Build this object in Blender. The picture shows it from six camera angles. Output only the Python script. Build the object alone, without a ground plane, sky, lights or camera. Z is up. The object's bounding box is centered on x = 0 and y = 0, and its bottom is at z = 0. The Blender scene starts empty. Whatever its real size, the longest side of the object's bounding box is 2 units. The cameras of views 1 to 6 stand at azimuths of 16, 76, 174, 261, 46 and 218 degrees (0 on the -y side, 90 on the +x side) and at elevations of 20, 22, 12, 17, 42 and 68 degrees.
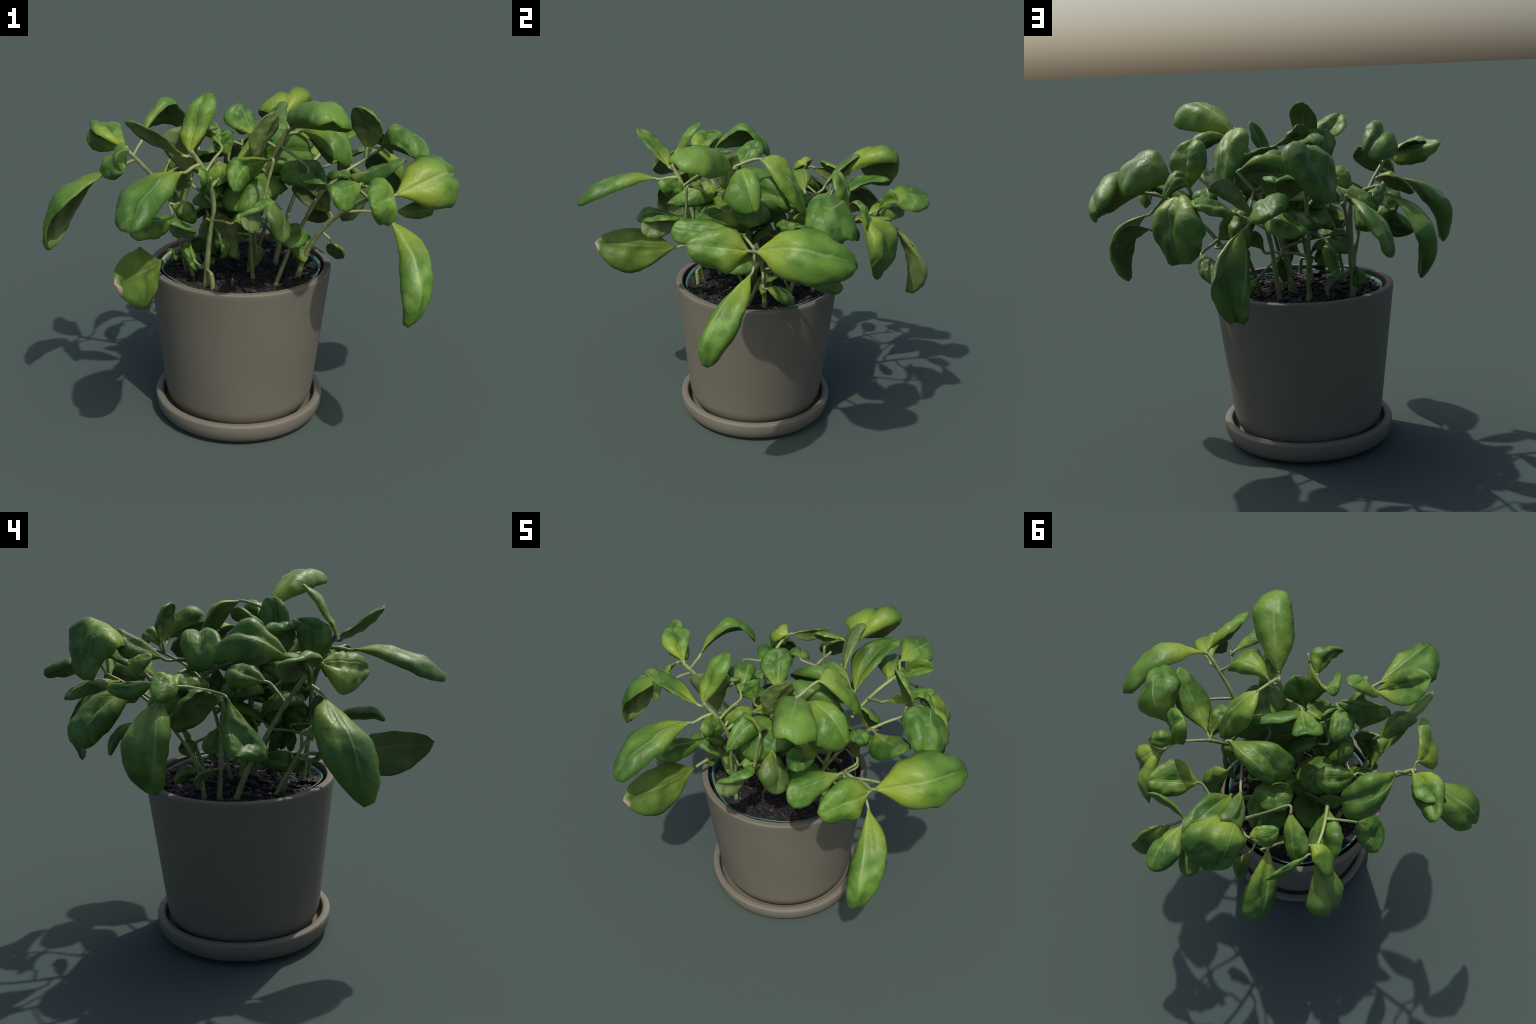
"""A potted basil plant: tapered stoneware pot on a saucer, nursery pot and dark
soil inside it, woody green stems and broad cupped leaves hanging all round."""
import bpy, bmesh, math, random
from mathutils import Vector, Matrix, noise

random.seed(7)
V = Vector
COL = bpy.context.scene.collection
AXIS = V((-0.0815, 0.024, 0.0))          # the pot stands a little off the plant's centre


# ------------------------------------------------------------------ helpers
def add(name, mesh, parent, mats=(), smooth=True):
    ob = bpy.data.objects.new(name, mesh)
    COL.objects.link(ob)
    for m in mats:
        mesh.materials.append(m)
    if smooth:
        for p in mesh.polygons:
            p.use_smooth = True
    ob.parent = parent
    return ob


def revolve(profile, steps=128, closed=True):
    """Mesh of revolution about z from (radius, height) pairs; closed joins last to first."""
    me = bpy.data.meshes.new("turned")
    vs, fs = [], []
    n = len(profile)
    for i in range(steps):
        a = 2 * math.pi * i / steps
        for r, z in profile:
            vs.append((r * math.cos(a), r * math.sin(a), z))
    for i in range(steps):
        j = (i + 1) % steps
        for k in range(n if closed else n - 1):
            l = (k + 1) % n
            fs.append((i * n + k, j * n + k, j * n + l, i * n + l))
    me.from_pydata(vs, [], fs)
    me.update()
    return me


def rounded(points, radii, seg=6):
    """Round the corners of an open polyline profile, each with its own radius."""
    out = [points[0]]
    for i in range(1, len(points) - 1):
        p, a, b = V(points[i]), V(points[i - 1]), V(points[i + 1])
        r = radii[i]
        if r <= 0:
            out.append(tuple(p))
            continue
        da, db = (a - p), (b - p)
        t = min(r, da.length * .49, db.length * .49)
        s, e = p + da.normalized() * t, p + db.normalized() * t
        for k in range(seg + 1):
            u = k / seg
            out.append(tuple(s * (1 - u) ** 2 + p * 2 * u * (1 - u) + e * u * u))
    out.append(points[-1])
    return out


# ------------------------------------------------------------------ materials
class Nodes:
    def __init__(self, name, rough=.5):
        self.mat = bpy.data.materials.new(name)
        self.mat.use_nodes = True
        self.t = self.mat.node_tree
        self.bsdf = self.t.nodes["Principled BSDF"]
        self.bsdf.inputs["Roughness"].default_value = rough
        self.co = self.n("ShaderNodeTexCoord")

    def n(self, kind, **kw):
        nd = self.t.nodes.new(kind)
        for k, v in kw.items():
            setattr(nd, k, v)
        return nd

    def link(self, a, b):
        self.t.links.new(a, b)

    def val(self, sock, v):
        if isinstance(v, (int, float)):
            sock.default_value = v
        elif isinstance(v, tuple):
            sock.default_value = v if len(v) == 4 or sock.type == 'VECTOR' else (*v, 1)
        else:
            self.link(v, sock)

    def math(self, op, a, b=0.0, clamp=False):
        m = self.n("ShaderNodeMath", operation=op, use_clamp=clamp)
        self.val(m.inputs[0], a)
        self.val(m.inputs[1], b)
        return m.outputs[0]

    def noise(self, scale, detail=3, vec=None, rough=.5, out="Fac"):
        x = self.n("ShaderNodeTexNoise")
        x.inputs["Scale"].default_value = scale
        x.inputs["Detail"].default_value = detail
        x.inputs["Roughness"].default_value = rough
        self.link(vec or self.co.outputs["Object"], x.inputs["Vector"])
        return x.outputs[out]

    def step(self, x, lo, hi):
        m = self.n("ShaderNodeMapRange", interpolation_type='SMOOTHSTEP')
        self.val(m.inputs["Value"], x)
        m.inputs["From Min"].default_value = lo
        m.inputs["From Max"].default_value = hi
        return m.outputs["Result"]

    def mix(self, f, a, b, kind='MIX'):
        m = self.n("ShaderNodeMix", data_type='RGBA', blend_type=kind)
        self.val(m.inputs[0], f)
        self.val(m.inputs[6], a)
        self.val(m.inputs[7], b)
        return m.outputs[2]

    def bump(self, h, strength, dist):
        b = self.n("ShaderNodeBump")
        b.inputs["Strength"].default_value = strength
        b.inputs["Distance"].default_value = dist
        self.link(h, b.inputs["Height"])
        self.link(b.outputs[0], self.bsdf.inputs["Normal"])

    def color(self, c):
        self.val(self.bsdf.inputs["Base Color"], c)
        return self.mat


def leaf_material(name, dark, mid, light, yellow, vein, dry=0):
    """Object coordinates run along the blade: x 0 at the petiole .. 1 at the tip, y across."""
    N = Nodes(name, .45)
    N.bsdf.inputs["Specular IOR Level"].default_value = .30
    o = N.co.outputs["Object"]
    info = N.n("ShaderNodeObjectInfo")
    shift = N.n("ShaderNodeVectorMath", operation='MULTIPLY_ADD')
    rnd = N.n("ShaderNodeCombineXYZ")
    N.link(info.outputs["Random"], rnd.inputs[0])
    N.link(info.outputs["Random"], rnd.inputs[1])
    N.link(rnd.outputs[0], shift.inputs[0])
    shift.inputs[1].default_value = (17, 31, 5)
    N.link(o, shift.inputs[2])
    p = shift.outputs[0]
    sep = N.n("ShaderNodeSeparateXYZ")
    N.link(o, sep.inputs[0])
    x, y = sep.outputs[0], sep.outputs[1]
    ay = N.math('ABSOLUTE', y)
    wob = N.math('MULTIPLY', N.math('SUBTRACT', N.noise(3, 2, p), .5), .10)
    # blotchy base green, its light blotches painting in the scan's baked highlights
    c = N.mix(N.step(N.noise(2.0, 3, p), .38, .60), dark, mid)
    c = N.mix(N.math('MULTIPLY', N.step(N.noise(3.0, 3, p), .50, .70), .75), c, light)
    # yellower toward the petiole, by an amount that varies from leaf to leaf
    y_amt = N.math('MULTIPLY', N.step(N.math('ADD', x, wob), .55, .0),
                   N.math('MULTIPLY_ADD', info.outputs["Random"], .6))
    c = N.mix(y_amt, c, yellow)
    # pale midrib and curved side veins
    mid_v = N.math('MULTIPLY', N.step(N.math('ABSOLUTE', N.math('ADD', y, N.math('MULTIPLY', wob, .25))), .022, .004),
                   N.step(x, 1.0, .5))
    ph = N.math('ADD', N.math('SUBTRACT', x, N.math('MULTIPLY', N.math('POWER', ay, .8), .85)), N.math('MULTIPLY', wob, .5))
    sv = N.math('ABSOLUTE', N.math('SUBTRACT', N.math('FRACT', N.math('MULTIPLY', ph, 6.5)), .5))
    side = N.math('MULTIPLY', N.step(sv, .09, .0), N.step(ay, .34, .05))
    c = N.mix(N.math('MULTIPLY', mid_v, .5), c, vein)
    c = N.mix(N.math('MULTIPLY', side, .10), c, vein)
    # fine grain
    c = N.mix(N.math('MULTIPLY', N.step(N.noise(26, 2, p), .42, .7), .16), c, dark)
    if dry:                             # shrivelled tan tip
        c = N.mix(N.step(N.math('ADD', x, N.math('MULTIPLY', N.math('SUBTRACT', N.noise(6, 3, p), .5), .25)), dry - .02, dry + .06), c, (.30, .27, .17))
    # quilted surface between the veins
    h = N.math('SUBTRACT', N.math('MULTIPLY', N.noise(7, 3, p), .9), N.math('ADD', N.math('MULTIPLY', mid_v, .35), N.math('MULTIPLY', side, .12)))
    N.bump(h, .30, .02)
    N.color(c)
    tr = N.n("ShaderNodeBsdfTranslucent")
    N.val(tr.inputs["Color"], N.mix(.5, c, yellow))
    mx = N.n("ShaderNodeMixShader")
    mx.inputs[0].default_value = .10
    N.link(N.bsdf.outputs[0], mx.inputs[1])
    N.link(tr.outputs[0], mx.inputs[2])
    N.link(mx.outputs[0], N.t.nodes["Material Output"].inputs["Surface"])
    return N.mat


TOP = leaf_material("leaf_green", (.040, .105, .015), (.082, .175, .026), (.160, .275, .066), (.205, .290, .034), (.225, .33, .12))
FRESH = leaf_material("leaf_fresh_green", (.060, .140, .018), (.112, .218, .031), (.195, .315, .075), (.250, .325, .036), (.265, .37, .14))
UNDER = leaf_material("leaf_underside_green", (.080, .132, .036), (.118, .175, .050), (.165, .222, .084), (.19, .24, .055), (.235, .29, .12))
OLD = leaf_material("leaf_old_green", (.062, .120, .026), (.098, .165, .040), (.140, .205, .065), (.17, .24, .045), (.20, .27, .10))
WITHERED = leaf_material("leaf_withered_green", (.070, .135, .020), (.105, .190, .030), (.150, .235, .055), (.20, .28, .04), (.225, .31, .11), dry=.93)


def stem_material():
    N = Nodes("stem_green", .5)
    a = N.noise(9, 4)
    c = N.mix(N.step(a, .35, .65), (.15, .19, .065), (.26, .31, .125))
    c = N.mix(N.math('MULTIPLY', N.step(N.noise(30, 2), .55, .7), .5), c, (.15, .115, .06))
    N.bump(N.noise(40, 3), .3, .01)
    return N.color(c)


def pot_material():
    N = Nodes("stoneware_taupe", .62)
    N.bsdf.inputs["Specular IOR Level"].default_value = .3
    c = N.mix(N.step(N.noise(3.5, 4), .3, .7), (.138, .127, .098), (.147, .136, .106))
    c = N.mix(N.math('MULTIPLY', N.step(N.noise(60, 3), .55, .75), .12), c, (.122, .112, .088))
    N.bump(N.noise(90, 2), .05, .003)
    return N.color(c)


def soil_material():
    N = Nodes("potting_soil", .8)
    c = N.mix(N.step(N.noise(14, 5), .35, .7), (.0040, .0038, .0042), (.014, .012, .011))
    c = N.mix(N.step(N.noise(38, 3), .60, .72), c, (.040, .026, .018))
    c = N.mix(N.math('MULTIPLY', N.step(N.noise(52, 2), .66, .74), .8), c, (.10, .085, .07))
    N.bump(N.noise(45, 4), .6, .02)
    return N.color(c)


def teal_material():
    N = Nodes("nursery_pot_teal", .38)
    c = N.mix(N.step(N.noise(6, 3), .35, .7), (.055, .155, .135), (.115, .27, .235))
    return N.color(c)


STEM, POT, SOIL, TEAL = stem_material(), pot_material(), soil_material(), teal_material()


def plain(name, col, rough=.6):
    N = Nodes(name, rough)
    c = N.mix(N.step(N.noise(30, 3), .3, .7), tuple(x * .7 for x in col), col)
    return N.color(c)


CHIP = plain("bark_chip_brown", (.062, .042, .030))
PERLITE = plain("perlite_grey", (.16, .15, .135))
DRY = plain("dry_tip_tan", (.42, .38, .26))

# ------------------------------------------------------------------ the thing
plant = bpy.data.objects.new("potted_basil", None)
COL.objects.link(plant)
plant["label"] = "bushy basil plant in a plain taupe stoneware pot with saucer"
plant["category"] = "potted plant"

# pot: wall leans outward, foot rounded under, flat rim with softened edges
pot_prof = rounded(
    [(0.0, .052), (.352, .052), (.393, .125), (.4704, .826), (.4700, .846), (.434, .846), (.428, .60), (.352, .09), (0.0, .09)],
    [0, .035, .06, .010, .012, .008, .02, .03, 0], 6)
pot = add("plant_pot", revolve(pot_prof, 160, False), plant, [POT])
pot.location = AXIS
# saucer: shallow dish with a thick rolled lip
sau_prof = rounded(
    [(0.0, .0), (.372, .0), (.430, .018), (.4514, .070), (.4505, .120), (.411, .120), (.398, .048), (0.0, .048)],
    [0, .02, .03, .03, .016, .012, .03, 0], 6)
saucer = add("saucer", revolve(sau_prof, 160, False), plant, [POT])
saucer.location = AXIS

# thin teal nursery pot standing inside, its rim a little wavy
ring = rounded([(.388, .60), (.404, .818), (.413, .826), (.409, .829), (.398, .818), (.382, .60)], [0, .01, .003, .003, .01, 0], 3)
me = revolve(ring, 96, False)
for v in me.vertices:
    a = math.atan2(v.co.y, v.co.x)
    k = max(0, (v.co.z - .72) / .1)
    f = 1 + k * (.008 * math.sin(3 * a + 1) + .006 * math.sin(7 * a))
    v.co.x *= f
    v.co.y *= f
    v.co.z += k * (.006 * math.sin(2 * a + .5) + .004 * math.sin(5 * a))
nursery = add("nursery_pot", me, plant, [TEAL])
nursery.location = AXIS


def soil_height(x, y):
    p = V((x, y, 0))
    h = .794 + .020 * max(0, (math.hypot(x, y) - .30) / .10) + .016 * noise.fractal(p * 7, .9, 2, 3) + .014 * noise.noise(p * 3.1 + V((5, 2, 1)))
    c = noise.cell(p * 24 + noise.noise_vector(p * 12) * .6)
    return h + .007 * c


# soil: lumpy crust
me = bpy.data.meshes.new("soil")
bm = bmesh.new()
rings, seg = 40, 120
prev = None
centre = bm.verts.new((0, 0, soil_height(0, 0)))
for i in range(1, rings + 1):
    r = .402 * i / rings
    cur = [bm.verts.new((r * math.cos(2 * math.pi * k / seg), r * math.sin(2 * math.pi * k / seg),
                         soil_height(r * math.cos(2 * math.pi * k / seg), r * math.sin(2 * math.pi * k / seg)))) for k in range(seg)]
    for k in range(seg):
        l = (k + 1) % seg
        if prev:
            bm.faces.new((prev[k], cur[k], cur[l], prev[l]))
        else:
            bm.faces.new((centre, cur[k], cur[l]))
    prev = cur
low = [bm.verts.new((v.co.x * .97, v.co.y * .97, .70)) for v in prev]
for k in range(seg):
    bm.faces.new((prev[k], low[k], low[(k + 1) % seg], prev[(k + 1) % seg]))
bm.faces.new(low[::-1])
bmesh.ops.recalc_face_normals(bm, faces=bm.faces)
bm.to_mesh(me)
bm.free()
soil = add("soil", me, plant, [SOIL], smooth=False)
soil.location = AXIS


def lump_mesh(seed, jag):
    bm = bmesh.new()
    bmesh.ops.create_icosphere(bm, subdivisions=2, radius=1)
    for v in bm.verts:
        v.co *= 1 + jag * noise.noise(v.co * 1.7 + V((seed, 0, 0)))
    m = bpy.data.meshes.new("lump")
    bm.to_mesh(m)
    bm.free()
    return m


def scatter(name, mat, count, size, flat, seed):
    """Loose bits lying on the soil, joined into one part."""
    rng = random.Random(seed)
    base = [lump_mesh(seed + i, .7) for i in range(5)]
    bm = bmesh.new()
    for i in range(count):
        a, r = rng.uniform(0, 6.283), .385 * math.sqrt(rng.random())
        x, y = r * math.cos(a), r * math.sin(a)
        s = size * rng.uniform(.5, 1.5)
        M = (Matrix.Translation((x, y, soil_height(x, y) + s * flat * .3)) @
             Matrix.Rotation(rng.uniform(0, 6.28), 4, 'Z') @ Matrix.Rotation(rng.uniform(-.5, .5), 4, 'X') @
             Matrix.Diagonal((s * rng.uniform(.7, 1.6), s, s * flat, 1)))
        m = base[i % 5].copy()
        m.transform(M)
        bm.from_mesh(m)
    me = bpy.data.meshes.new(name)
    bm.to_mesh(me)
    bm.free()
    ob = add(name, me, soil, [mat])
    ob["kind"] = "stuff"


scatter("bark_chip", CHIP, 130, .0085, .5, 3)
scatter("perlite", PERLITE, 60, .005, .8, 11)
scatter("soil_crumb", SOIL, 260, .013, .6, 23)


# ------------------------------------------------------------------ stems
def catmull(pts, per=8):
    P = [pts[0] * 2 - pts[1]] + pts + [pts[-1] * 2 - pts[-2]]
    out = []
    for i in range(1, len(P) - 2):
        a, b, c, d = P[i - 1:i + 3]
        for k in range(per):
            t = k / per
            out.append(.5 * ((2 * b) + (c - a) * t + (2 * a - 5 * b + 4 * c - d) * t * t + (3 * b - a - 3 * c + d) * t ** 3))
    out.append(pts[-1])
    return out


def tube(path, radius, sides=10, knob=.18, seed=0):
    """Tube along path; radius is a function of 0..1; knobby like a real stem."""
    vs, fs = [], []
    n = len(path)
    up = V((.31, .2, .93))
    for i, p in enumerate(path):
        t = (path[min(i + 1, n - 1)] - path[max(i - 1, 0)]).normalized()
        a = t.cross(up if abs(t.dot(up)) < .95 else V((1, 0, 0))).normalized()
        b = t.cross(a)
        r = radius(i / (n - 1)) * (1 + knob * noise.noise(p * 16 + V((seed, 0, 0))))
        for k in range(sides):
            w = 2 * math.pi * k / sides
            vs.append(p + (a * math.cos(w) + b * math.sin(w)) * r * (1 + .10 * math.cos(4 * w + seed)))
    for i in range(n - 1):
        for k in range(sides):
            l = (k + 1) % sides
            fs.append((i * sides + k, i * sides + l, (i + 1) * sides + l, (i + 1) * sides + k))
    fs.append(tuple(range(sides))[::-1])
    fs.append(tuple((n - 1) * sides + k for k in range(sides)))
    me = bpy.data.meshes.new("tube")
    me.from_pydata([tuple(v) for v in vs], [], fs)
    me.update()
    return me


NODES = []            # points along the stems, where petioles may start


def stem(*pts, r0=.013, r1=.010):
    path = catmull([V(p) for p in pts])
    for i in range(len(path) // 3, len(path)):
        NODES.append(path[i])
    add("stem", tube(path, lambda u: (r0 + (r1 - r0) * u) * .8 + .006 * math.exp(-u * 22), seed=len(NODES)), plant, [STEM])


# ------------------------------------------------------------------ leaves
def outline(t, blunt):
    """Half-width of the blade (0..1) along the midrib: short taper at the petiole, fullest
    near the middle, pointed or blunt tip."""
    a = min(1, t / .5)
    b = max(0, (1 - t) / .5)
    lo = max(0, math.sin(a * math.pi / 2)) ** .60
    hi = max(0, math.sin(b * math.pi / 2)) ** (.66 - .30 * blunt)
    return max(.05, lo * hi) if t < .5 else max(.012, lo * hi)


LEAVES = []


def leaf(base, rib, tip, left, right, kind=TOP, blunt=.5, puff=.5):
    """A blade from five points: base and tip of the midrib, a point on its middle, and the two
    widest edge points.  The midrib is a parabola, the cross-section a shallow curve through
    edge, rib and edge; the two halves are quilted up beside the sunken midrib."""
    B, M, T, L, R = map(V, (base, rib, tip, left, right))
    seed = len(LEAVES)
    C = M * 2 - (B + T) * .5
    l, r = L - M, R - M
    across, bow = (r - l) * .5, (r + l) * .5
    length = (T - B).length
    wide = across.length
    ax = (T - B).normalized()
    ay = (across - ax * across.dot(ax)).normalized()
    az = ax.cross(ay)
    if az.z < 0:                       # upper face looks up
        ay, az = -ay, -az
    frame = Matrix(((ax.x, ay.x, az.x, B.x), (ax.y, ay.y, az.y, B.y), (ax.z, ay.z, az.z, B.z), (0, 0, 0, 1)))
    frame = frame @ Matrix.Scale(length, 4)
    inv = frame.inverted()
    nu, nv = 22, 13
    mid, up = [], []
    off = V((seed * 3.7, seed * 1.3, 0))
    for i in range(nu + 1):
        t = i / nu
        S = B * (1 - t) ** 2 + C * 2 * t * (1 - t) + T * t * t
        D = ((C - B) * (1 - t) + (T - C) * t).normalized()
        w = outline(t, blunt)
        row, nor = [], []
        for j in range(nv):
            s = -1 + 2 * j / (nv - 1)
            wave = 1 + .13 * noise.noise(V((t * 3.4, s * .6, 0)) + off) + .06 * noise.noise(V((t * 11, s * 1.1, 4)) + off)
            p = S + across * (s * w * wave) + bow * (s * s * w * wave)
            q = across + bow * 2 * s
            n = D.cross(q)
            n = n.normalized() if n.length > 1e-9 else az
            if n.dot(az) < 0:
                n = -n
            row.append(p)
            nor.append(n)
        mid.append(row)
        up.append(nor)
    th = min(.026, .12 * wide + .004)
    top, bot = [], []
    for i in range(nu + 1):
        t = i / nu
        w = outline(t, blunt)
        for j in range(nv):
            s = -1 + 2 * j / (nv - 1)
            p, n = mid[i][j], up[i][j]
            a = abs(s)
            quilt = w * wide * puff * (.34 * max(0, math.sin(math.pi * a)) ** .7 - .05 * (1 - a) ** 3)
            lump = wide * w * (.24 * noise.noise(V((t * 3.3, s * 1.5 * w, .3)) + off) + .11 * noise.noise(V((t * 8, s * 3.2 * w, .7)) + off))
            h = (quilt + lump) * (1 - .25 * a)
            hb = (quilt * .55 + lump) * (1 - .25 * a)
            e = math.sqrt(max(0, 1 - a ** 3))
            half = th * (.18 + .82 * e) * min(1, .25 + w * 1.4) * .5
            top.append(inv @ (p + n * (h + half)))
            bot.append(inv @ (p + n * (hb - half)))
    vs = [tuple(v) for v in top + bot]
    K = (nu + 1) * nv
    fs, which = [], []
    for i in range(nu):
        for j in range(nv - 1):
            a, b, c, d = i * nv + j, i * nv + j + 1, (i + 1) * nv + j + 1, (i + 1) * nv + j
            fs.append((a, b, c, d))
            which.append(0)
            fs.append((K + d, K + c, K + b, K + a))
            which.append(1)
        for j in (0, nv - 1):
            a, d = i * nv + j, (i + 1) * nv + j
            fs.append((a, d, K + d, K + a) if j == 0 else (d, a, K + a, K + d))
            which.append(0)
    for i in (0, nu):
        for j in range(nv - 1):
            a, b = i * nv + j, i * nv + j + 1
            fs.append((b, a, K + a, K + b) if i == 0 else (a, b, K + b, K + a))
            which.append(0)
    me = bpy.data.meshes.new("leaf")
    me.from_pydata(vs, [], fs)
    me.update()
    bm = bmesh.new()
    bm.from_mesh(me)
    bmesh.ops.recalc_face_normals(bm, faces=bm.faces)
    bm.to_mesh(me)
    bm.free()
    ob = add("leaf", me, plant, [kind, UNDER if kind is not OLD else OLD])
    for p, k in zip(me.polygons, which):
        p.material_index = k
    ob.matrix_world = frame
    LEAVES.append((B, (C - B).normalized(), wide))
    return ob


def petioles():
    """Leaf stalks: each leaf base runs back to a nearby point of a stem."""
    for i, (B, d, wide) in enumerate(LEAVES):
        q = min(NODES, key=lambda n: (n - B).length + .35 * max(0, n.z - B.z) - .10 * (B - n).normalized().dot(d))
        gap = (q - B).length
        if gap < .012 or gap > .42:
            continue
        mid = q.lerp(B, .5) + V((0, 0, .03 * gap)) - d * .05 * gap
        pts = [q, mid, B - d * .12 * gap, B + d * .02]
        r = .006 + .012 * wide
        path = catmull(pts, 5)
        add("petiole", tube(path, lambda u: r * (1.15 - .15 * u), 8, .12, i), plant, [STEM])



stem((-.170, -.270, .77), (-.150, -.300, .93), (-.125, -.330, 1.09), (-.100, -.345, 1.26), (-.125, -.395, 1.42), (-.172, -.450, 1.535), r0=.017, r1=.013)
stem((.225, .000, .77), (.280, -.020, .95), (.385, -.060, 1.12), (.520, -.120, 1.25), (.640, -.160, 1.32), (.715, -.185, 1.335), r0=.017, r1=.012)
stem((.136, -.080, .77), (.190, -.020, .95), (.250, .060, 1.10), (.310, .140, 1.22), (.385, .206, 1.295), r0=.015, r1=.012)
stem((.385, .206, 1.295), (.43, .26, 1.33), (.49, .335, 1.365), (.515, .40, 1.39), r0=.010, r1=.009)
stem((.060, .180, .77), (.085, .230, .95), (.110, .330, 1.10), (.150, .480, 1.23), (.205, .650, 1.325), r0=.016, r1=.013)
stem((-.080, .234, .77), (-.078, .250, .93), (-.075, .310, 1.12), (-.060, .400, 1.28), (-.040, .520, 1.435), r0=.015, r1=.012)
stem((-.327, .162, .77), (-.325, .150, .95), (-.320, .140, 1.12), (-.332, .136, 1.29), (-.400, .270, 1.36), (-.445, .410, 1.385), r0=.014, r1=.010)
stem((-.302, .228, .77), (-.295, .250, .95), (-.270, .340, 1.12), (-.240, .450, 1.26), (-.205, .540, 1.33), r0=.013, r1=.009)
stem((-.334, .090, .77), (-.350, .030, .93), (-.400, -.050, 1.10), (-.470, -.140, 1.28), (-.575, -.215, 1.43), (-.61, -.235, 1.465), r0=.017, r1=.012)
stem((-.273, -.145, .77), (-.290, -.190, .90), (-.310, -.260, .985), (-.330, -.360, .985), (-.342, -.405, .97), r0=.013, r1=.009)
stem((-.118, -.320, .77), (-.115, -.320, .84), (-.120, -.325, .90), r0=.015, r1=.014)
stem((-.330, -.095, .77), (-.320, -.180, .92), (-.310, -.280, 1.07), (-.295, -.365, 1.165), r0=.012, r1=.009)
stem((-.020, .010, .77), (-.010, -.010, .95), (.020, -.050, 1.15), (.080, -.110, 1.35), (.160, -.150, 1.52), (.215, -.170, 1.62), r0=.020, r1=.015)
stem((-.040, .060, .77), (.010, .090, .95), (.060, .130, 1.15), (.140, .180, 1.32), (.225, .210, 1.43), r0=.013, r1=.010)
stem((.010, -.050, .77), (.020, -.120, .95), (.050, -.230, 1.10), (.110, -.340, 1.22), (.160, -.430, 1.285), r0=.013, r1=.008)
stem((.600, -.150, 1.30), (.555, -.200, 1.36), (.600, -.250, 1.39), r0=.010, r1=.008)

# each leaf, by the points that fix its pose
leaf(base=(-0.178, -0.447, 1.515), rib=(-0.174, -0.393, 1.653), tip=(-0.151, -0.289, 1.770), left=(-0.252, -0.381, 1.620), right=(-0.093, -0.364, 1.676), kind=FRESH)
leaf(base=(-0.199, -0.456, 1.508), rib=(-0.329, -0.535, 1.584), tip=(-0.423, -0.605, 1.682), left=(-0.271, -0.579, 1.628), right=(-0.387, -0.445, 1.582), kind=FRESH)
leaf(base=(-0.178, -0.535, 1.454), rib=(-0.260, -0.765, 1.438), tip=(-0.244, -0.975, 1.305), left=(-0.386, -0.748, 1.373), right=(-0.154, -0.784, 1.397))
leaf(base=(-0.343, -0.413, 0.972), rib=(-0.339, -0.678, 0.977), tip=(-0.369, -0.885, 1.026), left=(-0.392, -0.614, 1.086), right=(-0.292, -0.683, 0.849), kind=WITHERED)
leaf(base=(-0.614, -0.214, 1.452), rib=(-0.712, -0.172, 1.516), tip=(-0.849, -0.041, 1.534), left=(-0.752, -0.243, 1.527), right=(-0.688, -0.113, 1.420), kind=FRESH, blunt=.6)
leaf(base=(-0.540, -0.153, 1.489), rib=(-0.517, 0.054, 1.613), tip=(-0.407, 0.135, 1.502), left=(-0.447, 0.002, 1.641), right=(-0.567, 0.134, 1.508), blunt=.7)
leaf(base=(-0.592, -0.269, 1.480), rib=(-0.585, -0.388, 1.445), tip=(-0.478, -0.521, 1.418), left=(-0.514, -0.389, 1.514), right=(-0.652, -0.359, 1.349), kind=FRESH)
leaf(base=(-0.656, -0.274, 1.343), rib=(-0.930, -0.290, 1.180), tip=(-0.958, -0.370, 0.937), left=(-0.875, -0.440, 1.152), right=(-0.817, -0.198, 1.221))
leaf(base=(-0.452, 0.400, 1.341), rib=(-0.633, 0.515, 1.188), tip=(-0.596, 0.469, 0.932), left=(-0.550, 0.606, 1.145), right=(-0.583, 0.401, 1.174))
leaf(base=(-0.407, 0.396, 1.421), rib=(-0.485, 0.394, 1.420), tip=(-0.572, 0.443, 1.345), left=(-0.477, 0.343, 1.366), right=(-0.483, 0.462, 1.431), kind=FRESH)
leaf(base=(-0.343, 0.143, 1.283), rib=(-0.411, 0.268, 1.280), tip=(-0.504, 0.377, 1.258), left=(-0.509, 0.242, 1.362), right=(-0.337, 0.291, 1.146))
leaf(base=(-0.234, 0.515, 1.359), rib=(-0.327, 0.705, 1.263), tip=(-0.361, 0.799, 1.114), left=(-0.275, 0.792, 1.262), right=(-0.378, 0.635, 1.207), blunt=.8)
leaf(base=(-0.423, 0.440, 1.401), rib=(-0.385, 0.548, 1.371), tip=(-0.325, 0.659, 1.370), left=(-0.365, 0.542, 1.397), right=(-0.383, 0.540, 1.320))
leaf(base=(-0.066, -0.217, 1.399), rib=(0.137, -0.046, 1.461), tip=(0.254, 0.101, 1.437), left=(0.053, -0.034, 1.572), right=(0.171, 0.053, 1.330))
leaf(base=(0.247, 0.203, 1.466), rib=(0.035, 0.177, 1.523), tip=(-0.054, 0.210, 1.361), left=(0.087, 0.276, 1.489), right=(-0.048, 0.076, 1.498), blunt=.8)
leaf(base=(-0.015, 0.194, 1.249), rib=(-0.067, 0.249, 1.338), tip=(-0.147, 0.327, 1.311), left=(0.007, 0.324, 1.327), right=(-0.149, 0.187, 1.305), blunt=.8)
leaf(base=(0.224, -0.196, 1.612), rib=(0.376, -0.359, 1.764), tip=(0.488, -0.531, 1.737), left=(0.294, -0.429, 1.696), right=(0.490, -0.332, 1.658), kind=FRESH, blunt=.8)
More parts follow.
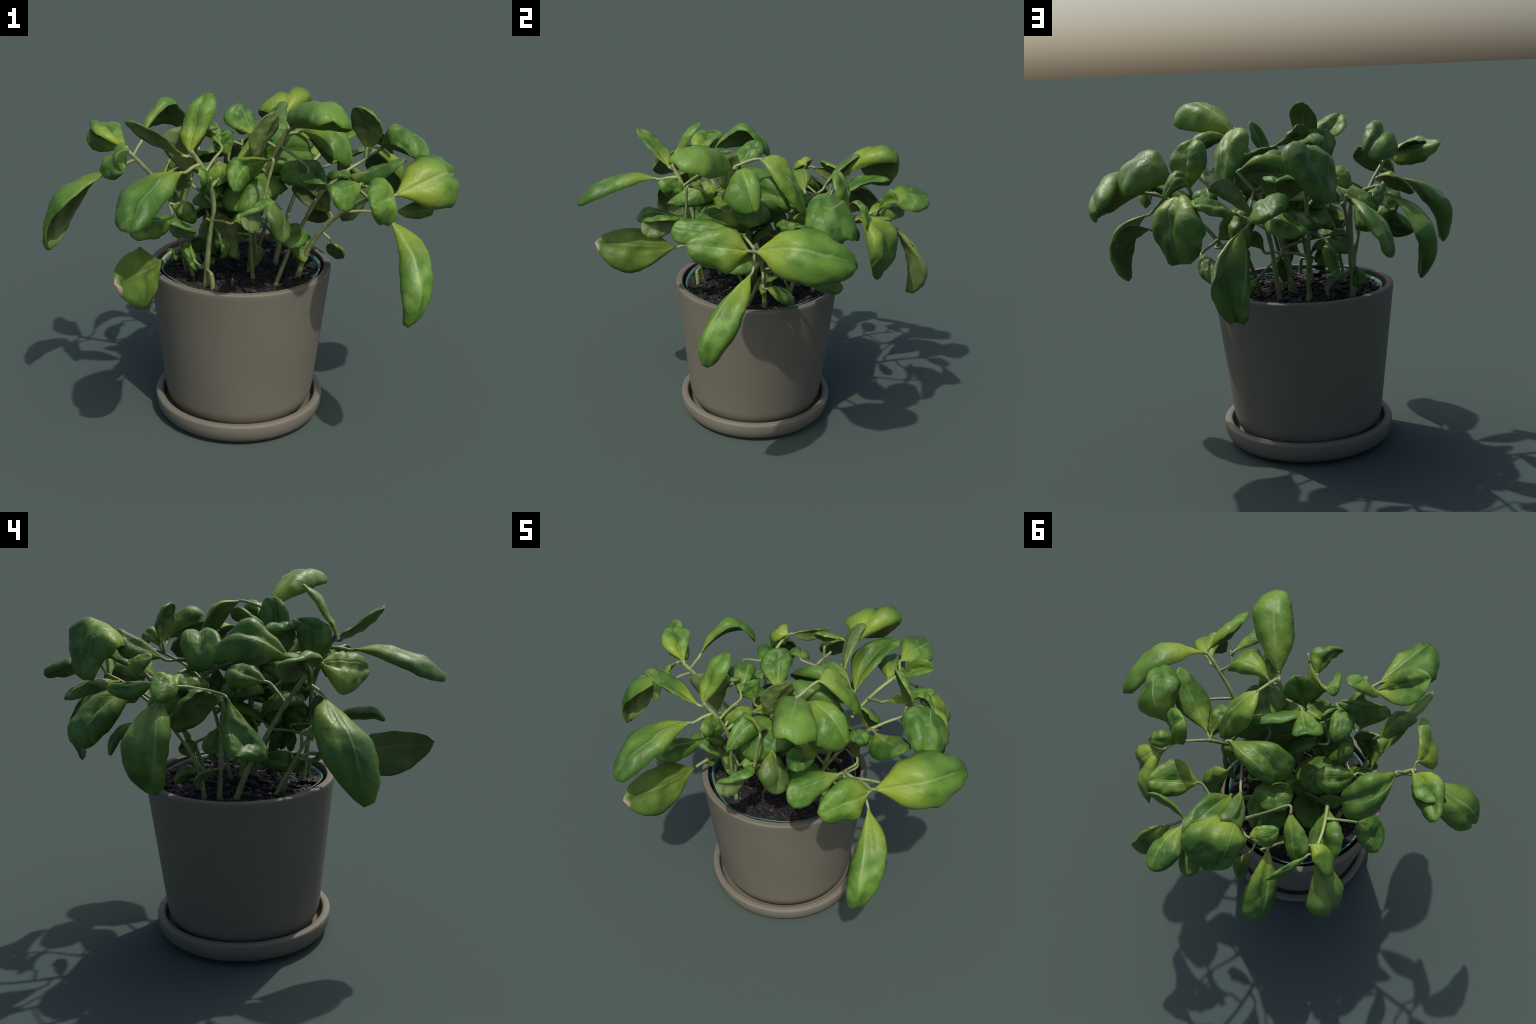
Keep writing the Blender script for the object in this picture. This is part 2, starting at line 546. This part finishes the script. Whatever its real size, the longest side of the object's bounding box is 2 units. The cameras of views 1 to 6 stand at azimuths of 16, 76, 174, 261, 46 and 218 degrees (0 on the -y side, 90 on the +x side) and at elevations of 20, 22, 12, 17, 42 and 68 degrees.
leaf(base=(0.237, -0.048, 1.659), rib=(0.281, 0.078, 1.583), tip=(0.333, 0.182, 1.364), left=(0.350, 0.038, 1.531), right=(0.180, 0.110, 1.612), kind=FRESH)
leaf(base=(0.256, -0.146, 1.592), rib=(0.416, -0.165, 1.620), tip=(0.502, -0.132, 1.461), left=(0.422, -0.092, 1.577), right=(0.422, -0.272, 1.526), kind=FRESH)
leaf(base=(0.054, -0.196, 1.427), rib=(0.109, -0.214, 1.583), tip=(0.135, -0.209, 1.686), left=(0.048, -0.269, 1.573), right=(0.139, -0.130, 1.605))
leaf(base=(0.039, -0.133, 1.548), rib=(-0.072, -0.054, 1.599), tip=(-0.094, 0.013, 1.672), left=(-0.140, -0.080, 1.593), right=(-0.016, 0.023, 1.605))
leaf(base=(-0.227, -0.296, 1.343), rib=(-0.212, -0.323, 1.536), tip=(-0.110, -0.259, 1.608), left=(-0.192, -0.250, 1.524), right=(-0.340, -0.384, 1.566))
leaf(base=(0.187, -0.407, 1.512), rib=(0.037, -0.328, 1.454), tip=(0.051, -0.511, 1.382), left=(-0.026, -0.318, 1.469), right=(0.068, -0.259, 1.381))
leaf(base=(0.314, -0.212, 1.421), rib=(0.350, -0.272, 1.400), tip=(0.440, -0.408, 1.426), left=(0.311, -0.343, 1.419), right=(0.368, -0.201, 1.341))
leaf(base=(0.151, -0.432, 1.313), rib=(0.169, -0.563, 1.335), tip=(0.126, -0.656, 1.312), left=(0.191, -0.594, 1.243), right=(0.249, -0.533, 1.357), blunt=.9)
leaf(base=(0.135, -0.283, 1.310), rib=(0.222, -0.329, 1.228), tip=(0.234, -0.354, 1.106), left=(0.173, -0.408, 1.248), right=(0.217, -0.245, 1.173), kind=OLD)
leaf(base=(-0.034, -0.216, 1.161), rib=(-0.042, -0.204, 1.082), tip=(-0.043, -0.195, 0.940), left=(-0.099, -0.245, 1.080), right=(-0.030, -0.136, 1.089))
leaf(base=(-0.305, -0.368, 1.245), rib=(-0.239, -0.354, 1.215), tip=(-0.203, -0.316, 1.147), left=(-0.272, -0.355, 1.177), right=(-0.223, -0.326, 1.247))
leaf(base=(-0.124, -0.271, 1.440), rib=(-0.103, -0.297, 1.399), tip=(-0.103, -0.307, 1.268), left=(-0.159, -0.353, 1.402), right=(-0.071, -0.212, 1.398))
leaf(base=(-0.075, -0.190, 1.450), rib=(-0.088, -0.206, 1.534), tip=(-0.115, -0.237, 1.559), left=(-0.126, -0.249, 1.501), right=(-0.077, -0.150, 1.555))
leaf(base=(-0.094, -0.269, 1.523), rib=(-0.176, -0.174, 1.592), tip=(-0.208, -0.086, 1.549), left=(-0.234, -0.213, 1.577), right=(-0.134, -0.138, 1.559))
leaf(base=(0.724, -0.172, 1.338), rib=(0.927, 0.011, 1.394), tip=(0.933, 0.274, 1.310), left=(0.780, 0.042, 1.458), right=(0.941, -0.015, 1.249), kind=FRESH, blunt=.8)
leaf(base=(0.719, -0.202, 1.342), rib=(0.709, -0.358, 1.367), tip=(0.662, -0.507, 1.378), left=(0.717, -0.349, 1.241), right=(0.644, -0.301, 1.437), kind=FRESH)
leaf(base=(0.708, -0.192, 1.220), rib=(0.902, -0.383, 1.044), tip=(0.855, -0.441, 0.807), left=(0.908, -0.268, 1.089), right=(0.807, -0.433, 1.026), kind=FRESH)
leaf(base=(0.695, 0.066, 1.181), rib=(0.801, 0.131, 1.192), tip=(0.868, 0.220, 1.156), left=(0.805, 0.184, 1.218), right=(0.795, 0.123, 1.137))
leaf(base=(0.575, -0.249, 1.398), rib=(0.542, -0.456, 1.409), tip=(0.499, -0.543, 1.416), left=(0.571, -0.492, 1.341), right=(0.479, -0.392, 1.432), blunt=.8)
leaf(base=(0.568, 0.303, 1.434), rib=(0.697, 0.202, 1.560), tip=(0.797, 0.078, 1.457), left=(0.790, 0.292, 1.387), right=(0.653, 0.115, 1.502))
leaf(base=(0.492, 0.340, 1.405), rib=(0.498, 0.337, 1.536), tip=(0.453, 0.293, 1.641), left=(0.404, 0.367, 1.533), right=(0.582, 0.269, 1.530), kind=FRESH)
leaf(base=(0.212, 0.634, 1.299), rib=(0.312, 0.650, 1.406), tip=(0.415, 0.672, 1.443), left=(0.310, 0.652, 1.473), right=(0.315, 0.612, 1.366), kind=FRESH)
leaf(base=(0.267, 0.694, 1.259), rib=(0.369, 0.783, 1.123), tip=(0.326, 0.793, 0.867), left=(0.424, 0.861, 1.047), right=(0.255, 0.821, 1.018))
leaf(base=(-0.028, 0.518, 1.470), rib=(-0.022, 0.708, 1.598), tip=(-0.097, 0.761, 1.365), left=(0.088, 0.778, 1.554), right=(-0.164, 0.604, 1.517), blunt=.8)
leaf(base=(-0.314, -0.344, 1.136), rib=(-0.327, -0.537, 1.199), tip=(-0.393, -0.629, 1.152), left=(-0.404, -0.513, 1.200), right=(-0.290, -0.546, 1.140))
leaf(base=(0.515, 0.427, 1.394), rib=(0.576, 0.536, 1.316), tip=(0.556, 0.538, 1.091), left=(0.441, 0.665, 1.261), right=(0.662, 0.442, 1.217))
leaf(base=(0.180, 0.684, 1.379), rib=(0.169, 0.851, 1.387), tip=(0.166, 0.956, 1.346), left=(0.256, 0.837, 1.314), right=(0.081, 0.834, 1.402))
leaf(base=(0.109, 0.386, 1.283), rib=(0.088, 0.554, 1.435), tip=(0.125, 0.736, 1.463), left=(0.172, 0.525, 1.451), right=(-0.027, 0.545, 1.416))
leaf(base=(0.281, 0.434, 1.291), rib=(0.388, 0.504, 1.341), tip=(0.483, 0.604, 1.361), left=(0.437, 0.421, 1.373), right=(0.349, 0.581, 1.299), kind=FRESH)
leaf(base=(0.429, 0.182, 1.305), rib=(0.586, 0.093, 1.375), tip=(0.732, 0.021, 1.455), left=(0.631, 0.179, 1.373), right=(0.545, 0.020, 1.312))
leaf(base=(0.200, 0.287, 1.309), rib=(0.247, 0.360, 1.207), tip=(0.302, 0.398, 1.143), left=(0.298, 0.316, 1.253), right=(0.228, 0.357, 1.119))
leaf(base=(-0.141, 0.548, 1.443), rib=(-0.200, 0.508, 1.456), tip=(-0.243, 0.435, 1.482), left=(-0.144, 0.490, 1.477), right=(-0.239, 0.525, 1.396), kind=FRESH)
leaf(base=(-0.506, 0.129, 1.320), rib=(-0.583, 0.074, 1.157), tip=(-0.662, 0.133, 1.103), left=(-0.546, 0.166, 1.191), right=(-0.554, -0.039, 1.083))
leaf(base=(-0.214, 0.301, 1.400), rib=(-0.316, 0.399, 1.350), tip=(-0.377, 0.472, 1.270), left=(-0.256, 0.415, 1.319), right=(-0.371, 0.357, 1.331))
leaf(base=(-0.362, -0.075, 1.358), rib=(-0.300, 0.030, 1.396), tip=(-0.201, 0.073, 1.401), left=(-0.255, -0.033, 1.410), right=(-0.319, 0.081, 1.330))
leaf(base=(0.008, -0.171, 1.151), rib=(0.012, -0.045, 1.283), tip=(0.015, 0.062, 1.317), left=(0.047, 0.051, 1.225), right=(-0.085, -0.106, 1.299))
leaf(base=(-0.364, -0.246, 1.117), rib=(-0.308, -0.330, 1.134), tip=(-0.184, -0.354, 1.111), left=(-0.345, -0.412, 1.170), right=(-0.317, -0.297, 1.048))
leaf(base=(0.443, -0.053, 1.012), rib=(0.423, 0.048, 0.966), tip=(0.386, 0.122, 0.890), left=(0.366, 0.042, 0.977), right=(0.460, 0.031, 0.927))
leaf(base=(-0.318, -0.244, 0.966), rib=(-0.331, -0.313, 0.970), tip=(-0.320, -0.334, 1.011), left=(-0.370, -0.313, 0.971), right=(-0.304, -0.326, 0.943))
leaf(base=(-0.294, -0.197, 0.990), rib=(-0.264, -0.229, 0.952), tip=(-0.224, -0.251, 0.870), left=(-0.256, -0.192, 0.918), right=(-0.293, -0.261, 0.965))
leaf(base=(-0.254, 0.005, 1.082), rib=(-0.216, -0.073, 0.997), tip=(-0.233, -0.068, 0.896), left=(-0.281, -0.064, 0.998), right=(-0.158, -0.044, 0.974))
leaf(base=(0.362, 0.126, 1.116), rib=(0.262, 0.184, 1.200), tip=(0.179, 0.101, 1.272), left=(0.203, 0.165, 1.150), right=(0.323, 0.161, 1.242))
leaf(base=(0.363, 0.130, 1.078), rib=(0.283, 0.223, 1.079), tip=(0.208, 0.230, 1.051), left=(0.276, 0.203, 1.121), right=(0.271, 0.217, 1.031))
leaf(base=(0.271, 0.001, 0.929), rib=(0.268, -0.010, 0.947), tip=(0.195, -0.027, 0.974), left=(0.267, -0.033, 0.894), right=(0.255, 0.032, 0.974))
leaf(base=(0.250, -0.005, 0.945), rib=(0.257, 0.025, 0.995), tip=(0.257, 0.090, 1.003), left=(0.229, 0.051, 0.977), right=(0.298, 0.010, 0.985))
leaf(base=(-0.230, -0.148, 0.859), rib=(-0.202, -0.133, 0.891), tip=(-0.164, -0.141, 0.888), left=(-0.202, -0.103, 0.899), right=(-0.197, -0.145, 0.865))
leaf(base=(0.024, -0.052, 0.973), rib=(0.028, -0.055, 0.916), tip=(0.006, -0.041, 0.835), left=(-0.016, -0.067, 0.907), right=(0.055, -0.018, 0.926))
leaf(base=(0.037, 0.071, 1.156), rib=(-0.027, 0.017, 1.145), tip=(-0.025, -0.074, 1.026), left=(0.037, -0.029, 1.106), right=(-0.078, 0.097, 1.143))
leaf(base=(-0.135, -0.108, 1.099), rib=(-0.089, 0.022, 1.202), tip=(-0.055, 0.144, 1.221), left=(-0.055, -0.026, 1.153), right=(-0.113, 0.096, 1.197))
leaf(base=(-0.327, 0.151, 0.953), rib=(-0.321, 0.243, 0.921), tip=(-0.324, 0.256, 0.856), left=(-0.302, 0.210, 0.898), right=(-0.363, 0.265, 0.924))
leaf(base=(0.176, 0.136, 0.903), rib=(0.202, 0.136, 0.870), tip=(0.214, 0.119, 0.813), left=(0.218, 0.112, 0.868), right=(0.174, 0.145, 0.866))
leaf(base=(-0.055, -0.189, 1.061), rib=(-0.048, -0.170, 1.003), tip=(-0.039, -0.149, 0.917), left=(-0.055, -0.135, 1.004), right=(-0.070, -0.198, 0.998))
leaf(base=(-0.120, -0.229, 1.081), rib=(-0.067, -0.244, 1.006), tip=(-0.105, -0.231, 0.944), left=(-0.057, -0.213, 1.003), right=(-0.091, -0.264, 1.002))
leaf(base=(-0.043, -0.214, 1.145), rib=(-0.089, -0.281, 1.119), tip=(-0.056, -0.367, 1.082), left=(-0.102, -0.288, 1.195), right=(-0.104, -0.271, 1.038))
leaf(base=(0.014, -0.387, 1.199), rib=(0.057, -0.368, 1.220), tip=(0.108, -0.331, 1.199), left=(0.040, -0.341, 1.240), right=(0.062, -0.377, 1.182))
leaf(base=(-0.229, -0.244, 0.917), rib=(-0.294, -0.159, 0.954), tip=(-0.233, -0.056, 0.952), left=(-0.286, -0.136, 0.901), right=(-0.273, -0.182, 1.001))
leaf(base=(-0.299, 0.230, 0.930), rib=(-0.187, 0.303, 0.893), tip=(-0.160, 0.358, 0.838), left=(-0.162, 0.316, 0.924), right=(-0.180, 0.269, 0.868))
leaf(base=(-0.078, 0.230, 1.022), rib=(-0.085, 0.276, 1.001), tip=(-0.063, 0.319, 0.964), left=(-0.098, 0.303, 1.031), right=(-0.093, 0.251, 0.963))
leaf(base=(0.086, 0.103, 1.351), rib=(0.111, 0.110, 1.285), tip=(0.104, 0.107, 1.197), left=(0.081, 0.143, 1.281), right=(0.112, 0.066, 1.281))
leaf(base=(0.400, 0.179, 1.268), rib=(0.422, 0.125, 1.301), tip=(0.432, 0.050, 1.300), left=(0.471, 0.144, 1.282), right=(0.381, 0.100, 1.280))
leaf(base=(-0.073, 0.060, 1.246), rib=(-0.133, 0.049, 1.262), tip=(-0.153, -0.002, 1.297), left=(-0.117, 0.035, 1.282), right=(-0.144, 0.044, 1.225))
leaf(base=(-0.098, 0.049, 1.202), rib=(-0.121, 0.086, 1.163), tip=(-0.141, 0.114, 1.096), left=(-0.075, 0.102, 1.151), right=(-0.150, 0.047, 1.151))
leaf(base=(-0.214, 0.074, 1.099), rib=(-0.298, 0.048, 1.097), tip=(-0.343, -0.024, 1.050), left=(-0.274, 0.019, 1.120), right=(-0.303, 0.063, 1.051))
leaf(base=(-0.117, -0.169, 1.297), rib=(-0.077, -0.256, 1.346), tip=(-0.034, -0.308, 1.381), left=(-0.023, -0.221, 1.322), right=(-0.115, -0.311, 1.320))
leaf(base=(-0.051, -0.108, 1.201), rib=(-0.122, -0.126, 1.163), tip=(-0.166, -0.153, 1.098), left=(-0.099, -0.096, 1.122), right=(-0.120, -0.177, 1.180))
leaf(base=(-0.130, 0.532, 1.150), rib=(-0.136, 0.624, 1.102), tip=(-0.154, 0.664, 1.000), left=(-0.093, 0.630, 1.101), right=(-0.162, 0.599, 1.080))
leaf(base=(0.020, -0.045, 1.221), rib=(0.063, -0.165, 1.336), tip=(0.120, -0.304, 1.302), left=(0.194, -0.132, 1.301), right=(-0.047, -0.203, 1.281))
leaf(base=(-0.054, 0.000, 1.201), rib=(-0.156, 0.018, 1.321), tip=(-0.285, 0.049, 1.282), left=(-0.174, -0.095, 1.274), right=(-0.151, 0.127, 1.272))
leaf(base=(-0.098, -0.076, 1.101), rib=(-0.147, -0.172, 1.236), tip=(-0.202, -0.283, 1.222), left=(-0.054, -0.223, 1.201), right=(-0.248, -0.126, 1.201))
leaf(base=(0.001, 0.196, 1.201), rib=(-0.070, 0.311, 1.261), tip=(-0.141, 0.424, 1.201), left=(-0.167, 0.268, 1.203), right=(0.027, 0.360, 1.204))
leaf(base=(0.117, -0.018, 1.021), rib=(0.199, -0.109, 1.097), tip=(0.283, -0.202, 1.041), left=(0.269, -0.043, 1.060), right=(0.132, -0.178, 1.060))
leaf(base=(-0.119, 0.048, 1.001), rib=(-0.209, 0.129, 1.079), tip=(-0.301, 0.202, 1.021), left=(-0.268, 0.071, 1.049), right=(-0.152, 0.190, 1.049))
leaf(base=(-0.594, -0.221, 1.462), rib=(-0.737, -0.167, 1.493), tip=(-0.817, -0.169, 1.518), left=(-0.776, -0.190, 1.419), right=(-0.706, -0.086, 1.551))
leaf(base=(0.401, 0.169, 1.311), rib=(0.410, 0.069, 1.358), tip=(0.432, 0.014, 1.348), left=(0.348, 0.051, 1.314), right=(0.474, 0.073, 1.330))
leaf(base=(0.485, 0.353, 1.395), rib=(0.536, 0.421, 1.479), tip=(0.619, 0.425, 1.381), left=(0.558, 0.375, 1.498), right=(0.518, 0.431, 1.431), kind=FRESH)
leaf(base=(0.048, 0.369, 1.419), rib=(-0.044, 0.511, 1.514), tip=(-0.020, 0.602, 1.570), left=(-0.080, 0.542, 1.446), right=(0.027, 0.492, 1.532), kind=OLD)
leaf(base=(0.170, 0.599, 1.290), rib=(0.092, 0.731, 1.303), tip=(0.030, 0.861, 1.250), left=(0.160, 0.751, 1.244), right=(0.018, 0.698, 1.273))
leaf(base=(0.099, -0.096, 1.361), rib=(0.028, -0.244, 1.352), tip=(0.019, -0.364, 1.240), left=(0.149, -0.258, 1.293), right=(-0.095, -0.207, 1.294))
leaf(base=(0.147, 0.002, 1.379), rib=(0.264, -0.097, 1.415), tip=(0.363, -0.183, 1.352), left=(0.346, -0.018, 1.362), right=(0.190, -0.194, 1.363))
leaf(base=(-0.197, -0.398, 1.435), rib=(-0.106, -0.455, 1.428), tip=(-0.127, -0.433, 1.327), left=(-0.106, -0.538, 1.455), right=(-0.115, -0.385, 1.360))
petioles()
